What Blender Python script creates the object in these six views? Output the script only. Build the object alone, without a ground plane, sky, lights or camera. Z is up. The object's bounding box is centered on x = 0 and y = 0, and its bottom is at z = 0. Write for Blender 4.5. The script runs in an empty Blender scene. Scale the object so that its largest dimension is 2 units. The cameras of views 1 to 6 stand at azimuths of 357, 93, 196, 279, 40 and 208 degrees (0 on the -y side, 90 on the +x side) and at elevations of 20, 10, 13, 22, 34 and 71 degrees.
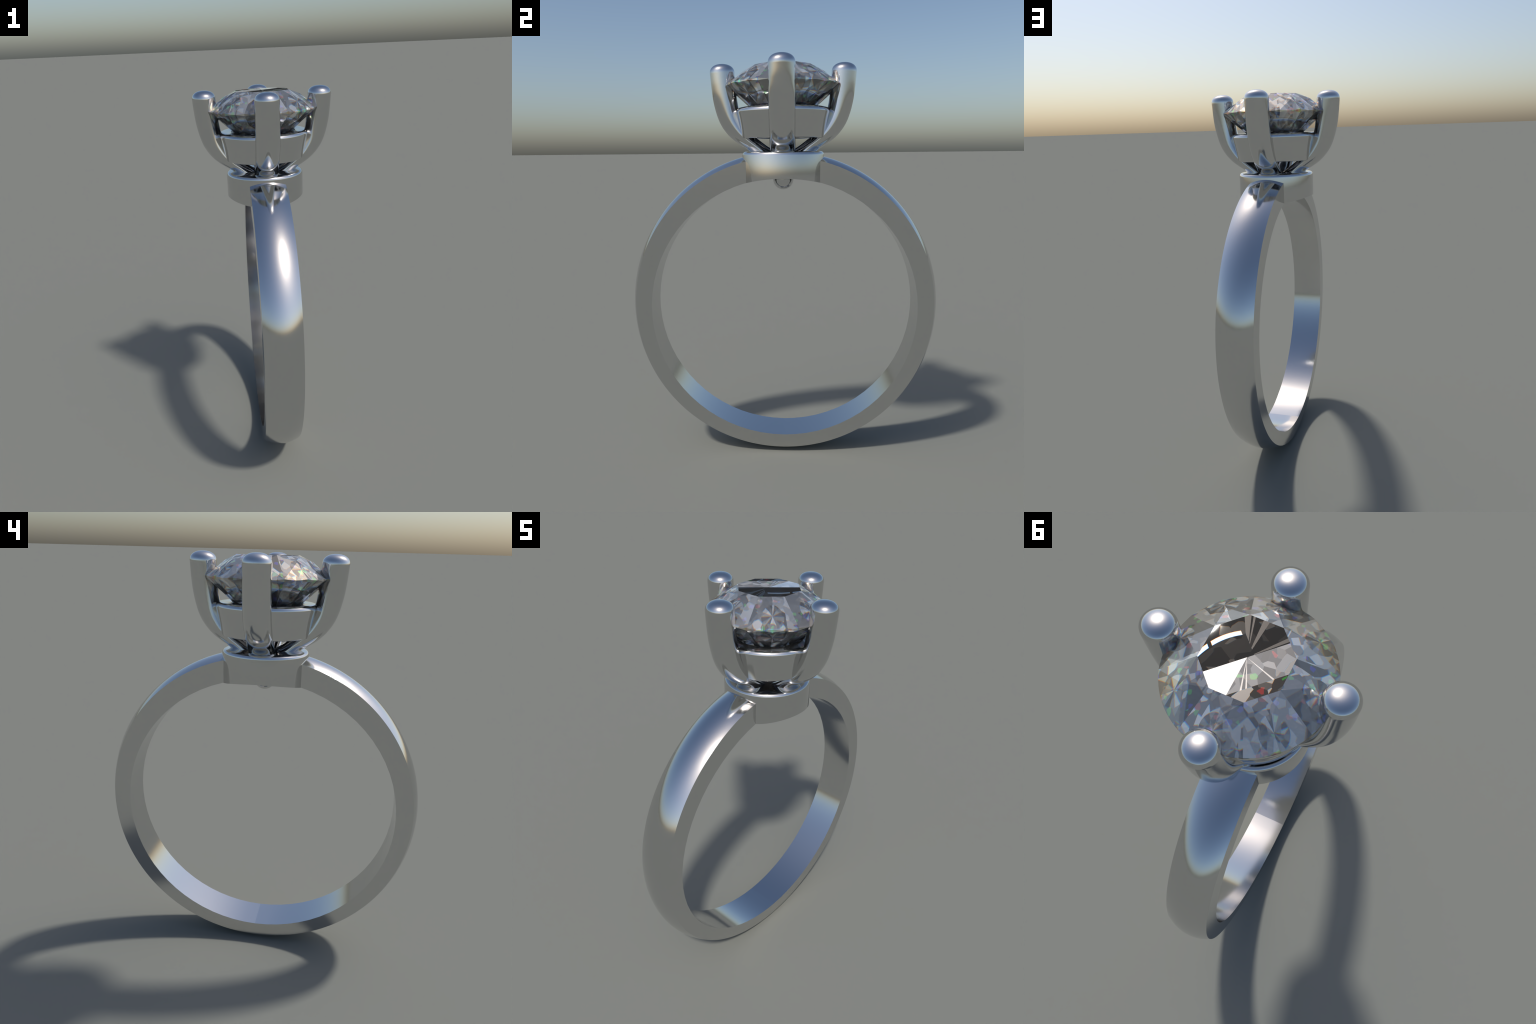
# Solitaire ring: a plain court-profile band, a drum-shaped collar, a four-claw
# basket with a conical gallery, and a round brilliant-cut stone.
import bpy, bmesh, math
from mathutils import Vector, Matrix

TAU = math.tau

# ------------------------------------------------------------------ dimensions
HALF_WIDTH = 0.0927                    # band half width along x
DOME_R, DOME_SAG, DOME_K = 0.7893, 0.0255, 0.9945   # outer dome; y is a touch narrower
FINGER_R, FINGER_Z = 0.6779, 0.7737    # finger hole (eccentric: the band thickens upward)
COLLAR_R, COLLAR_TOP, COLLAR_EDGE = 0.2035, 1.578, 0.017
CLAW_R, CLAW_HALF = 0.2978, 0.0607     # axis radius and half width of the claws
TIP_Z, TIP_H, DOME_POWER = 1.9575, 0.0425, 2.25
GIRDLE_R, GIRDLE_TOP, GIRDLE_BOT = 0.2755, 1.9015, 1.8905
TABLE_R, TABLE_Z = 0.1435, 1.9895
PAVILION = math.radians(40.75)


# ------------------------------------------------------------------ materials
def new_material(name):
    m = bpy.data.materials.new(name)
    m.use_nodes = True
    nt = m.node_tree
    nt.nodes.clear()
    out = nt.nodes.new("ShaderNodeOutputMaterial")
    return m, nt, out


def metal_material():
    m, nt, out = new_material("polished_white_gold")
    p = nt.nodes.new("ShaderNodeBsdfPrincipled")
    p.inputs["Metallic"].default_value = 1.0
    p.inputs["Base Color"].default_value = (0.66, 0.66, 0.66, 1)
    p.inputs["Roughness"].default_value = 0.12
    nt.links.new(p.outputs[0], out.inputs["Surface"])
    return m


class Graph:
    """Short-hand for building math node trees."""

    def __init__(self, nt):
        self.nt = nt

    def put(self, socket, value):
        if hasattr(value, "is_linked"):
            self.nt.links.new(value, socket)
        else:
            socket.default_value = value

    def math(self, op, a, b=None, c=None):
        n = self.nt.nodes.new("ShaderNodeMath")
        n.operation = op
        for k, v in enumerate((a, b, c)):
            if v is not None:
                self.put(n.inputs[k], v)
        return n.outputs[0]

    def vec(self, x, y, z=0.0):
        n = self.nt.nodes.new("ShaderNodeCombineXYZ")
        for k, v in enumerate((x, y, z)):
            self.put(n.inputs[k], v)
        return n.outputs[0]

    def noise(self, x, y, z=0.0):
        n = self.nt.nodes.new("ShaderNodeTexWhiteNoise")
        n.noise_dimensions = "3D"
        self.put(n.inputs["Vector"], self.vec(x, y, z))
        return n.outputs["Value"]

    def cells(self, x, y, z, scale, component=0):
        n = self.nt.nodes.new("ShaderNodeTexVoronoi")
        n.voronoi_dimensions, n.feature, n.distance = "3D", "F1", "EUCLIDEAN"
        n.inputs["Scale"].default_value = scale
        n.inputs["Randomness"].default_value = 1.0
        self.put(n.inputs["Vector"], self.vec(x, y, z))
        sep = self.nt.nodes.new("ShaderNodeSeparateColor")
        self.nt.links.new(n.outputs["Color"], sep.inputs[0])
        return sep.outputs[component]

    def ramp(self, value, stops):
        n = self.nt.nodes.new("ShaderNodeValToRGB")
        n.color_ramp.interpolation = "CONSTANT"
        els = n.color_ramp.elements
        while len(els) < len(stops):
            els.new(0.5)
        for e, (p, v) in zip(els, stops):
            e.position, e.color = p, (v, v, v, 1)
        self.put(n.inputs[0], value)
        return n.outputs[0]

    def choose(self, mask, a, b):        # mask ? b : a
        return self.math("ADD", self.math("MULTIPLY", a, self.math("SUBTRACT", 1.0, mask)), self.math("MULTIPLY", b, mask))


def painted_sparkle(g, px, py, spread, channel):
    """Painted tone imitating fire inside the stone at plan position (px, py).

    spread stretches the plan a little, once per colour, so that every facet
    edge gets a thin painted rainbow."""
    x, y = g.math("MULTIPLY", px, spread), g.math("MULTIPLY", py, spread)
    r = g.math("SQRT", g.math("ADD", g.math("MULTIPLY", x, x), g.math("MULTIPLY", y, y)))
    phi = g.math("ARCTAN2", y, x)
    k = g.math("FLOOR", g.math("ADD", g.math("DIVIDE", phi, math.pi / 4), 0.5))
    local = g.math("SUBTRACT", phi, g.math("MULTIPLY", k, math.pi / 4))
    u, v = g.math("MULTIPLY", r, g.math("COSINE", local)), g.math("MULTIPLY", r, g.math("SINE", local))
    # a painted star of refracted light in the middle of every pair of upper girdle facets
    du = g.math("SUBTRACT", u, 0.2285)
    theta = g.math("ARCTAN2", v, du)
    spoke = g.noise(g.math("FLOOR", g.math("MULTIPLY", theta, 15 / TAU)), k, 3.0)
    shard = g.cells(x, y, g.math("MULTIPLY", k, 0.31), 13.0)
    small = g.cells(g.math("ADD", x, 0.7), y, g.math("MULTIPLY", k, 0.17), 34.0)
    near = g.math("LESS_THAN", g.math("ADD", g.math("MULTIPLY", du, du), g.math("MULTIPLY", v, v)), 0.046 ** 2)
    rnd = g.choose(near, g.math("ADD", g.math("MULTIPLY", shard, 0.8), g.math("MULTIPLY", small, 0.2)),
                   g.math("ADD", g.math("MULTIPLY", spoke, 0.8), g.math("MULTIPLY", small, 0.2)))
    fire = g.math("GREATER_THAN", g.cells(x, g.math("ADD", y, 0.3), g.math("MULTIPLY", k, 0.23), 72.0, channel), 0.978)  # rainbow flecks painted per colour channel
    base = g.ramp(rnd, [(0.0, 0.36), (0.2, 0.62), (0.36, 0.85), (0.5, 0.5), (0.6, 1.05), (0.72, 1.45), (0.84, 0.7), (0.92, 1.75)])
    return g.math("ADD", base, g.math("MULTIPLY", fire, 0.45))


def painted_table(g, px, py, spread, channel):
    """The table: paints a dark basket into one half, mirrored light into the other."""
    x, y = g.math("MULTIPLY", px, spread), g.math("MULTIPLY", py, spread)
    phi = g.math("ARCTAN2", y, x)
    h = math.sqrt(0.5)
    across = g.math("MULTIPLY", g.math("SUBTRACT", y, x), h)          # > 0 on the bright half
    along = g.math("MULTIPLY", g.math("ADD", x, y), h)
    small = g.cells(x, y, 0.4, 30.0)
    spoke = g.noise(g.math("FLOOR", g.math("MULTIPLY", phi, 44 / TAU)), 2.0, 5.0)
    # bright half: painted reflections
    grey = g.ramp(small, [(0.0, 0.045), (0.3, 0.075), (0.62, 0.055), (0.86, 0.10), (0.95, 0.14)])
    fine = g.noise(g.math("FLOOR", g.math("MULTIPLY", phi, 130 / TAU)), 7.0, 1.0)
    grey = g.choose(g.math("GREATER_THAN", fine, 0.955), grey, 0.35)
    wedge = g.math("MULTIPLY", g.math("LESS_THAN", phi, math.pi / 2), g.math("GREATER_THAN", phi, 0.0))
    bright = g.choose(wedge, grey, 0.6)  # bright wedge of reflection painted in
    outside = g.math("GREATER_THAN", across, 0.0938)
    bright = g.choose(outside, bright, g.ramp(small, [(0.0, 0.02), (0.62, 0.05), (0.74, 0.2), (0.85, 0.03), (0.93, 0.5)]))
    # dark half: shade of the basket painted in
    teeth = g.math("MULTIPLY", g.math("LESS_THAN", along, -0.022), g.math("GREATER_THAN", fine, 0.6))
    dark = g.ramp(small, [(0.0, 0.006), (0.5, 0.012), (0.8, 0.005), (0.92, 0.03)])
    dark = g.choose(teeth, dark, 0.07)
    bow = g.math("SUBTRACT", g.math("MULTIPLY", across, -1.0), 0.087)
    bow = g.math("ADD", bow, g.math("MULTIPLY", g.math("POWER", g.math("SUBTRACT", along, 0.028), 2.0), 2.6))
    arc = g.math("LESS_THAN", g.math("ABSOLUTE", bow), 0.0075)  # curved glint painted into the colour
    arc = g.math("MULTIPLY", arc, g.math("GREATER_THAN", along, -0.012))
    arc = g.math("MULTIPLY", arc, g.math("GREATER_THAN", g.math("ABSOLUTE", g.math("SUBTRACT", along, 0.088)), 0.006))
    fire = g.math("GREATER_THAN", g.cells(x, y, 2.3, 60.0, channel), 0.97)  # painted rainbow flecks on the table
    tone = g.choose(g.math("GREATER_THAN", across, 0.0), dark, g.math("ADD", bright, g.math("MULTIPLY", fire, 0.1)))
    # painted tones brighten towards grazing angles, imitating reflected light
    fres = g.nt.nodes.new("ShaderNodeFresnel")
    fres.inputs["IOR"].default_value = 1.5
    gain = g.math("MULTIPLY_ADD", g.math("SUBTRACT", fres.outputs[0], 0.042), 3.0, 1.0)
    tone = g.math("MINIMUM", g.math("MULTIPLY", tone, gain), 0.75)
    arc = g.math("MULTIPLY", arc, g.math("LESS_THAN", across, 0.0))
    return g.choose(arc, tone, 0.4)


def gem_material():
    """Clear stone: part true glass, part reflections painted into gloss and diffuse colour."""
    m, nt, out = new_material("brilliant_gem")
    g = Graph(nt)
    coord = nt.nodes.new("ShaderNodeTexCoord")
    sep = nt.nodes.new("ShaderNodeSeparateXYZ")
    nt.links.new(coord.outputs["Object"], sep.inputs[0])
    px, py = sep.outputs[0], sep.outputs[1]
    nrm = nt.nodes.new("ShaderNodeSeparateXYZ")
    nt.links.new(coord.outputs["Normal"], nrm.inputs[0])
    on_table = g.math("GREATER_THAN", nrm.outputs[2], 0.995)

    below = g.math("LESS_THAN", nrm.outputs[2], -0.2)      # pavilion facets take a dimmer painted pattern

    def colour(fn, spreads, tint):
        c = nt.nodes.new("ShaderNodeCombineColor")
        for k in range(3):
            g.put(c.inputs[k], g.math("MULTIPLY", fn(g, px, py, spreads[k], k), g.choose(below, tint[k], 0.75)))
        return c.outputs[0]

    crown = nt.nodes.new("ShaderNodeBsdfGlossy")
    fire = colour(painted_sparkle, (0.991, 1.0, 1.009), (1.07, 1.01, 0.90))
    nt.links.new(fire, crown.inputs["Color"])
    crown.inputs["Roughness"].default_value = 0.06
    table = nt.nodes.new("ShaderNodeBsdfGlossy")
    nt.links.new(colour(painted_table, (0.994, 1.0, 1.006), (0.97, 0.97, 0.96)), table.inputs["Color"])
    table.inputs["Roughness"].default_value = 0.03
    # diffuse colour paints extra brightness into the table's bright half
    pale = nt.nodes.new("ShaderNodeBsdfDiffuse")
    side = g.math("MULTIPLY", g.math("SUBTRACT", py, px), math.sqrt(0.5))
    painted_lit = g.math("MULTIPLY", g.math("GREATER_THAN", side, 0.0), g.math("LESS_THAN", side, 0.0938))
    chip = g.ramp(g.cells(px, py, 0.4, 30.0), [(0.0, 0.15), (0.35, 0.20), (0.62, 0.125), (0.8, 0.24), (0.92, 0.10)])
    amount = g.choose(painted_lit, 0.018, chip)
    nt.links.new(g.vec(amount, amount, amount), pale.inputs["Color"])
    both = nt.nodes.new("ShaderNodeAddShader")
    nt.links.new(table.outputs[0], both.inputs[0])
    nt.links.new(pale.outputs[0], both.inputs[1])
    glass = nt.nodes.new("ShaderNodeBsdfGlass")
    glass.inputs["Color"].default_value = (0.975, 0.96, 0.93, 1)
    glass.inputs["Roughness"].default_value = 0.0
    glass.inputs["IOR"].default_value = 2.42
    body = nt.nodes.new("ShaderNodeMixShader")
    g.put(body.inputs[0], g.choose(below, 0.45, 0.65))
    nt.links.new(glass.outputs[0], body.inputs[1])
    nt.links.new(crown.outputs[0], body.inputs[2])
    # painted pattern again as diffuse colour, imitating light scattered among the facets
    painted_glow = nt.nodes.new("ShaderNodeBsdfDiffuse")
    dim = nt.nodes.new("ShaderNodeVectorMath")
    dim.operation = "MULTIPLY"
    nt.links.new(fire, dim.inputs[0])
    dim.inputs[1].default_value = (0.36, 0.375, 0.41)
    nt.links.new(dim.outputs[0], painted_glow.inputs["Color"])
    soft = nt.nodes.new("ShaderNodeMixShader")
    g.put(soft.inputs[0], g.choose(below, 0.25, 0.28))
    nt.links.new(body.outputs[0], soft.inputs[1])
    nt.links.new(painted_glow.outputs[0], soft.inputs[2])
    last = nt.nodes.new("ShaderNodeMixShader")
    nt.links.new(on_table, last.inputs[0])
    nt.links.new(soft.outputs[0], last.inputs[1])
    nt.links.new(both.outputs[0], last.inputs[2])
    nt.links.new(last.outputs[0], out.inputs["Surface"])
    return m


METAL, GEM = metal_material(), gem_material()


# ------------------------------------------------------------------ helpers
def finish(bm, name, material, smooth=True, sharp_deg=None):
    bmesh.ops.remove_doubles(bm, verts=bm.verts, dist=1e-6)
    bmesh.ops.recalc_face_normals(bm, faces=bm.faces)
    for f in bm.faces:
        f.smooth = smooth
    if sharp_deg is not None:
        for e in bm.edges:
            if len(e.link_faces) == 2 and e.calc_face_angle() > math.radians(sharp_deg):
                e.smooth = False
    me = bpy.data.meshes.new(name)
    bm.to_mesh(me)
    bm.free()
    me.materials.append(material)
    ob = bpy.data.objects.new(name, me)
    bpy.context.scene.collection.objects.link(ob)
    return ob


def bridge(bm, a, b, closed=True):
    n = len(a)
    for i in range(n if closed else n - 1):
        j = (i + 1) % n
        bm.faces.new((a[i], a[j], b[j], b[i]))


def revolve(profile, name, segments, material, sharp_deg=None, closed=False):
    """Turn (r, z) points round the z axis; r = 0 makes a pole."""
    bm = bmesh.new()
    rings = []
    for r, z in profile:
        if r < 1e-6:
            rings.append([bm.verts.new((0, 0, z))] * segments)
        else:
            rings.append([bm.verts.new((r * math.cos(TAU * i / segments), r * math.sin(TAU * i / segments), z)) for i in range(segments)])
    pairs = list(zip(rings, rings[1:] + ([rings[0]] if closed else [])))
    for a, b in pairs[: len(rings) if closed else len(rings) - 1]:
        for i in range(segments):
            j = (i + 1) % segments
            loop = []
            for v in (a[i], a[j], b[j], b[i]):
                if v not in loop:
                    loop.append(v)
            if len(loop) > 2:
                bm.faces.new(loop)
    return finish(bm, name, material, True, sharp_deg)


def rounded(corner_in, corner, corner_out, radius, steps=6):
    """Points of a fillet that replaces a profile corner."""
    c, a, b = Vector(corner), Vector(corner_in), Vector(corner_out)
    u, v = (a - c).normalized(), (b - c).normalized()
    half = u.angle(v) / 2
    d = radius / math.tan(half)
    centre = c + (u + v).normalized() * (radius / math.sin(half))
    p, q = c + u * d - centre, c + v * d - centre
    pts = []
    for i in range(steps + 1):
        pts.append(tuple(centre + p.normalized().slerp(q.normalized(), i / steps) * radius))
    return pts


def catmull(points, per):
    pts = [Vector(p) for p in points]
    pts = [2 * pts[0] - pts[1]] + pts + [2 * pts[-1] - pts[-2]]
    out = []
    for k in range(1, len(pts) - 2):
        p0, p1, p2, p3 = pts[k - 1:k + 3]
        for i in range(per):
            t = i / per
            out.append(0.5 * ((2 * p1) + (p2 - p0) * t + (2 * p0 - 5 * p1 + 4 * p2 - p3) * t * t + (3 * p1 - p0 - 3 * p2 + p3) * t ** 3))
    out.append(pts[-2])
    return out


# ------------------------------------------------------------------ band
def make_band():
    bm = bmesh.new()
    segs, across = 256, 24
    inner_segs = 64

    def end_y(x):                       # the shank ends just inside the collar wall
        return math.sqrt(COLLAR_R ** 2 - x * x) - 0.003

    def outer(x, a):                    # a runs from the top, clockwise
        R = DOME_R - DOME_SAG * (x / HALF_WIDTH) ** 2
        return Vector((x, R * DOME_K * math.sin(a), DOME_R + R * math.cos(a)))

    def inner(x, a):
        return Vector((x, FINGER_R * math.sin(a), FINGER_Z + FINGER_R * math.cos(a)))

    def sweep(x, fn, radius, n):
        a0 = math.asin(end_y(x) / radius)
        return [bm.verts.new(fn(x, a0 + (TAU - 2 * a0) * i / n)) for i in range(n + 1)]

    xs = [HALF_WIDTH * (-1 + 2 * i / across) for i in range(across + 1)]
    out_rows = [sweep(x, outer, (DOME_R - DOME_SAG * (x / HALF_WIDTH) ** 2) * DOME_K, segs) for x in xs]
    for a, b in zip(out_rows, out_rows[1:]):
        bridge(bm, a, b, closed=False)
    in_rows = [sweep(s * HALF_WIDTH, inner, FINGER_R, inner_segs) for s in (-1, 1)]
    bridge(bm, in_rows[0], in_rows[1], closed=False)
    # flat sides: each inner facet fans out to the finer outer rim
    step = segs // inner_segs
    for row_out, row_in in ((out_rows[0], in_rows[0]), (out_rows[-1], in_rows[1])):
        for i in range(inner_segs):
            bm.faces.new([row_in[i], row_in[i + 1]] + [row_out[i * step + k] for k in range(step, -1, -1)])
    for e in (0, -1):
        bm.faces.new([r[e] for r in out_rows] + [in_rows[1][e], in_rows[0][e]])
    bm.edges.ensure_lookup_table()
    ob = finish(bm, "band", METAL, True, 20)
    # sharp edge copies a break in shading inside the ring, at the very bottom
    me = ob.data
    attr = me.attributes.get("sharp_edge") or me.attributes.new("sharp_edge", "BOOLEAN", "EDGE")
    for e in me.edges:
        p, q = (me.vertices[i].co for i in e.vertices)
        if abs(p.y) < 1e-4 and abs(q.y) < 1e-4 and p.z < 0.2 and abs(p.z - q.z) < 1e-4 and abs(abs(p.x - q.x) - 2 * HALF_WIDTH) < 1e-3:
            attr.data[e.index].value = True
    return ob


# ------------------------------------------------------------------ collar
def make_collar():
    bm = bmesh.new()
    n = 192

    def floor(x, y):                    # hollowed by the finger hole, 1 mm proud of the shank
        return FINGER_Z + math.sqrt(FINGER_R ** 2 - y * y) - 0.0008

    def ring(r, z):
        return [bm.verts.new((r * math.cos(TAU * i / n), r * math.sin(TAU * i / n),
                              z(r * math.cos(TAU * i / n), r * math.sin(TAU * i / n)) if callable(z) else z)) for i in range(n)]

    rings = []
    for k in range(1, 13):
        rings.append(ring(COLLAR_R * k / 12, floor))
    lip = rounded((COLLAR_R, 1.5), (COLLAR_R, COLLAR_TOP), (0, COLLAR_TOP), COLLAR_EDGE, 4)
    for r, z in lip:
        rings.append(ring(r, z))
    for r in (0.16, 0.1, 0.05):
        rings.append(ring(r, COLLAR_TOP))
    for a, b in zip(rings, rings[1:]):
        bridge(bm, a, b)
    for row, z in ((rings[0], floor(0, 0)), (rings[-1], COLLAR_TOP)):
        c = bm.verts.new((0, 0, z))
        for i in range(n):
            bm.faces.new((row[i], row[(i + 1) % n], c))
    return finish(bm, "collar", METAL, True, 35)


# ------------------------------------------------------------------ claws
# a claw in its own (r, z) plane: outer edge point and the inner edge point facing it
CLAW_PROFILE = [
    (0.3585, 1.9575, 0.2371, 1.9575), (0.3530, 1.8900, 0.2340, 1.9000), (0.3447, 1.8250, 0.2290, 1.8480),
    (0.3280, 1.7570, 0.2195, 1.7937), (0.3065, 1.7055, 0.2095, 1.7575), (0.2760, 1.6625, 0.1960, 1.7265),
    (0.2410, 1.6295, 0.1795, 1.6960), (0.2025, 1.6035, 0.1560, 1.6675), (0.1840, 1.5925, 0.1360, 1.6475),
    (0.1690, 1.5815, 0.1100, 1.6275), (0.1590, 1.5680, 0.0760, 1.6030), (0.1530, 1.5480, 0.0450, 1.5830),
    (0.1510, 1.5200, 0.0150, 1.5600),
]


def make_claw_mesh():
    bm = bmesh.new()
    n = 64
    rings = []
    outer = catmull([Vector(p[:2]) for p in CLAW_PROFILE], 10)
    inner = catmull([Vector(p[2:]) for p in CLAW_PROFILE], 10)
    for a, b in zip(outer, inner):
        c, half = (a + b) / 2, (a - b) / 2
        ring = []
        for k in range(n):
            w = TAU * k / n
            q = c + half * math.cos(w)
            ring.append(bm.verts.new((q.x, CLAW_HALF * math.sin(w), q.y)))
        rings.append(ring)
    # domed tip
    top = []
    for s in range(1, 16):              # slightly squared dome: flat crown, tight shoulder
        e = s / 16 * math.pi / 2
        out, up = math.cos(e) ** (2 / DOME_POWER), math.sin(e) ** (2 / DOME_POWER)
        top.append([bm.verts.new((CLAW_R + CLAW_HALF * out * math.cos(TAU * k / n),
                                  CLAW_HALF * out * math.sin(TAU * k / n), TIP_Z + TIP_H * up)) for k in range(n)])
    rings = top[::-1] + rings
    for a, b in zip(rings, rings[1:]):
        bridge(bm, a, b)
    pole = bm.verts.new((CLAW_R, 0, TIP_Z + TIP_H))
    for k in range(n):
        bm.faces.new((rings[0][k], rings[0][(k + 1) % n], pole))
    bm.faces.new(rings[-1])
    return finish(bm, "prong", METAL, True, 60)


# ------------------------------------------------------------------ stone
def make_gem():
    """Round brilliant: a drum cut down by its facet planes."""
    bm = bmesh.new()
    bmesh.ops.create_cone(bm, cap_ends=True, segments=96, radius1=GIRDLE_R, radius2=GIRDLE_R, depth=0.6,
                          matrix=Matrix.Translation((0, 0, 1.87)))

    def cut(point, normal):
        geom = bm.verts[:] + bm.edges[:] + bm.faces[:]
        res = bmesh.ops.bisect_plane(bm, geom=geom, dist=1e-7, plane_co=point, plane_no=normal, clear_outer=True)
        edges = [g for g in res["geom_cut"] if isinstance(g, bmesh.types.BMEdge)]
        if edges:
            bmesh.ops.contextual_create(bm, geom=edges)

    def polar(r, deg, z):
        return Vector((r * math.cos(math.radians(deg)), r * math.sin(math.radians(deg)), z))

    def plane3(a, b, c):
        nrm = (b - a).cross(c - a).normalized()
        if nrm.dot((a + b + c) / 3 - Vector((0, 0, 1.89))) < 0:
            nrm = -nrm
        cut(a, nrm)

    cut(Vector((0, 0, TABLE_Z)), Vector((0, 0, 1)))
    slope = (TABLE_Z - GIRDLE_TOP) / (GIRDLE_R - TABLE_R)
    c8 = math.cos(math.pi / 8)
    star_r = 0.199
    star_z = TABLE_Z - slope * (star_r * c8 - TABLE_R)
    for k in range(8):
        kite = 22.5 + 45 * k
        cut(polar(TABLE_R, kite, TABLE_Z), polar(slope, kite, 1).normalized())
    for k in range(8):
        plane3(polar(TABLE_R, 45 * k - 22.5, TABLE_Z), polar(TABLE_R, 45 * k + 22.5, TABLE_Z), polar(star_r, 45 * k, star_z))
    for k in range(8):
        for s in (-1, 1):
            plane3(polar(star_r, 45 * k, star_z), polar(GIRDLE_R, 45 * k + 22.5 * s, GIRDLE_TOP), polar(GIRDLE_R, 45 * k, GIRDLE_TOP))
    tan_p = math.tan(PAVILION)
    culet = GIRDLE_BOT - GIRDLE_R * tan_p
    for k in range(8):
        kite = 22.5 + 45 * k
        n = polar(tan_p, kite, -1).normalized()
        cut(Vector((0, 0, culet)), n)
    low_r = GIRDLE_R * 0.23
    low_z = culet + low_r * c8 * tan_p
    for k in range(8):
        for s in (-1, 1):
            plane3(polar(low_r, 45 * k, low_z), polar(GIRDLE_R, 45 * k + 22.5 * s, GIRDLE_BOT), polar(GIRDLE_R, 45 * k, GIRDLE_BOT))
    bmesh.ops.dissolve_limit(bm, angle_limit=math.radians(0.3), verts=bm.verts, edges=bm.edges)
    return finish(bm, "gemstone", GEM, smooth=False)


# ------------------------------------------------------------------ assembly
root = bpy.data.objects.new("diamond_ring", None)
bpy.context.scene.collection.objects.link(root)
root["label"] = "polished silver ring with four claws holding a round clear stone"
root["category"] = "engagement ring"

parts = [make_band(), make_collar()]

first = make_claw_mesh()
parts.append(first)
for k in range(1, 4):
    claw = first.copy()
    claw.rotation_euler = (0, 0, k * TAU / 4)
    bpy.context.scene.collection.objects.link(claw)
    parts.append(claw)

# conical gallery that ties the claws together under the stone
ob_, oi_, it_, ib_ = (0.2040, 1.642), (0.2400, 1.7885), (0.168, 1.7885), (0.135, 1.642)
gallery = (rounded(ib_, ob_, oi_, 0.006, 5) + rounded(ob_, oi_, it_, 0.021, 10)
           + rounded(oi_, it_, ib_, 0.006, 4) + rounded(it_, ib_, ob_, 0.005, 4))
parts.append(revolve(gallery, "gallery", 160, METAL, closed=True))

# rounded foot of the claws, peeping out under the collar
BALL_R, BALL_Z = 0.0515, 1.4405
ball = [(BALL_R * math.sin(math.pi * i / 24) if 0 < i < 24 else 0.0, BALL_Z + BALL_R * math.cos(math.pi * i / 24)) for i in range(25)]
parts.append(revolve(ball, "base_bead", 48, METAL))

parts.append(make_gem())
for p in parts:
    p.parent = root
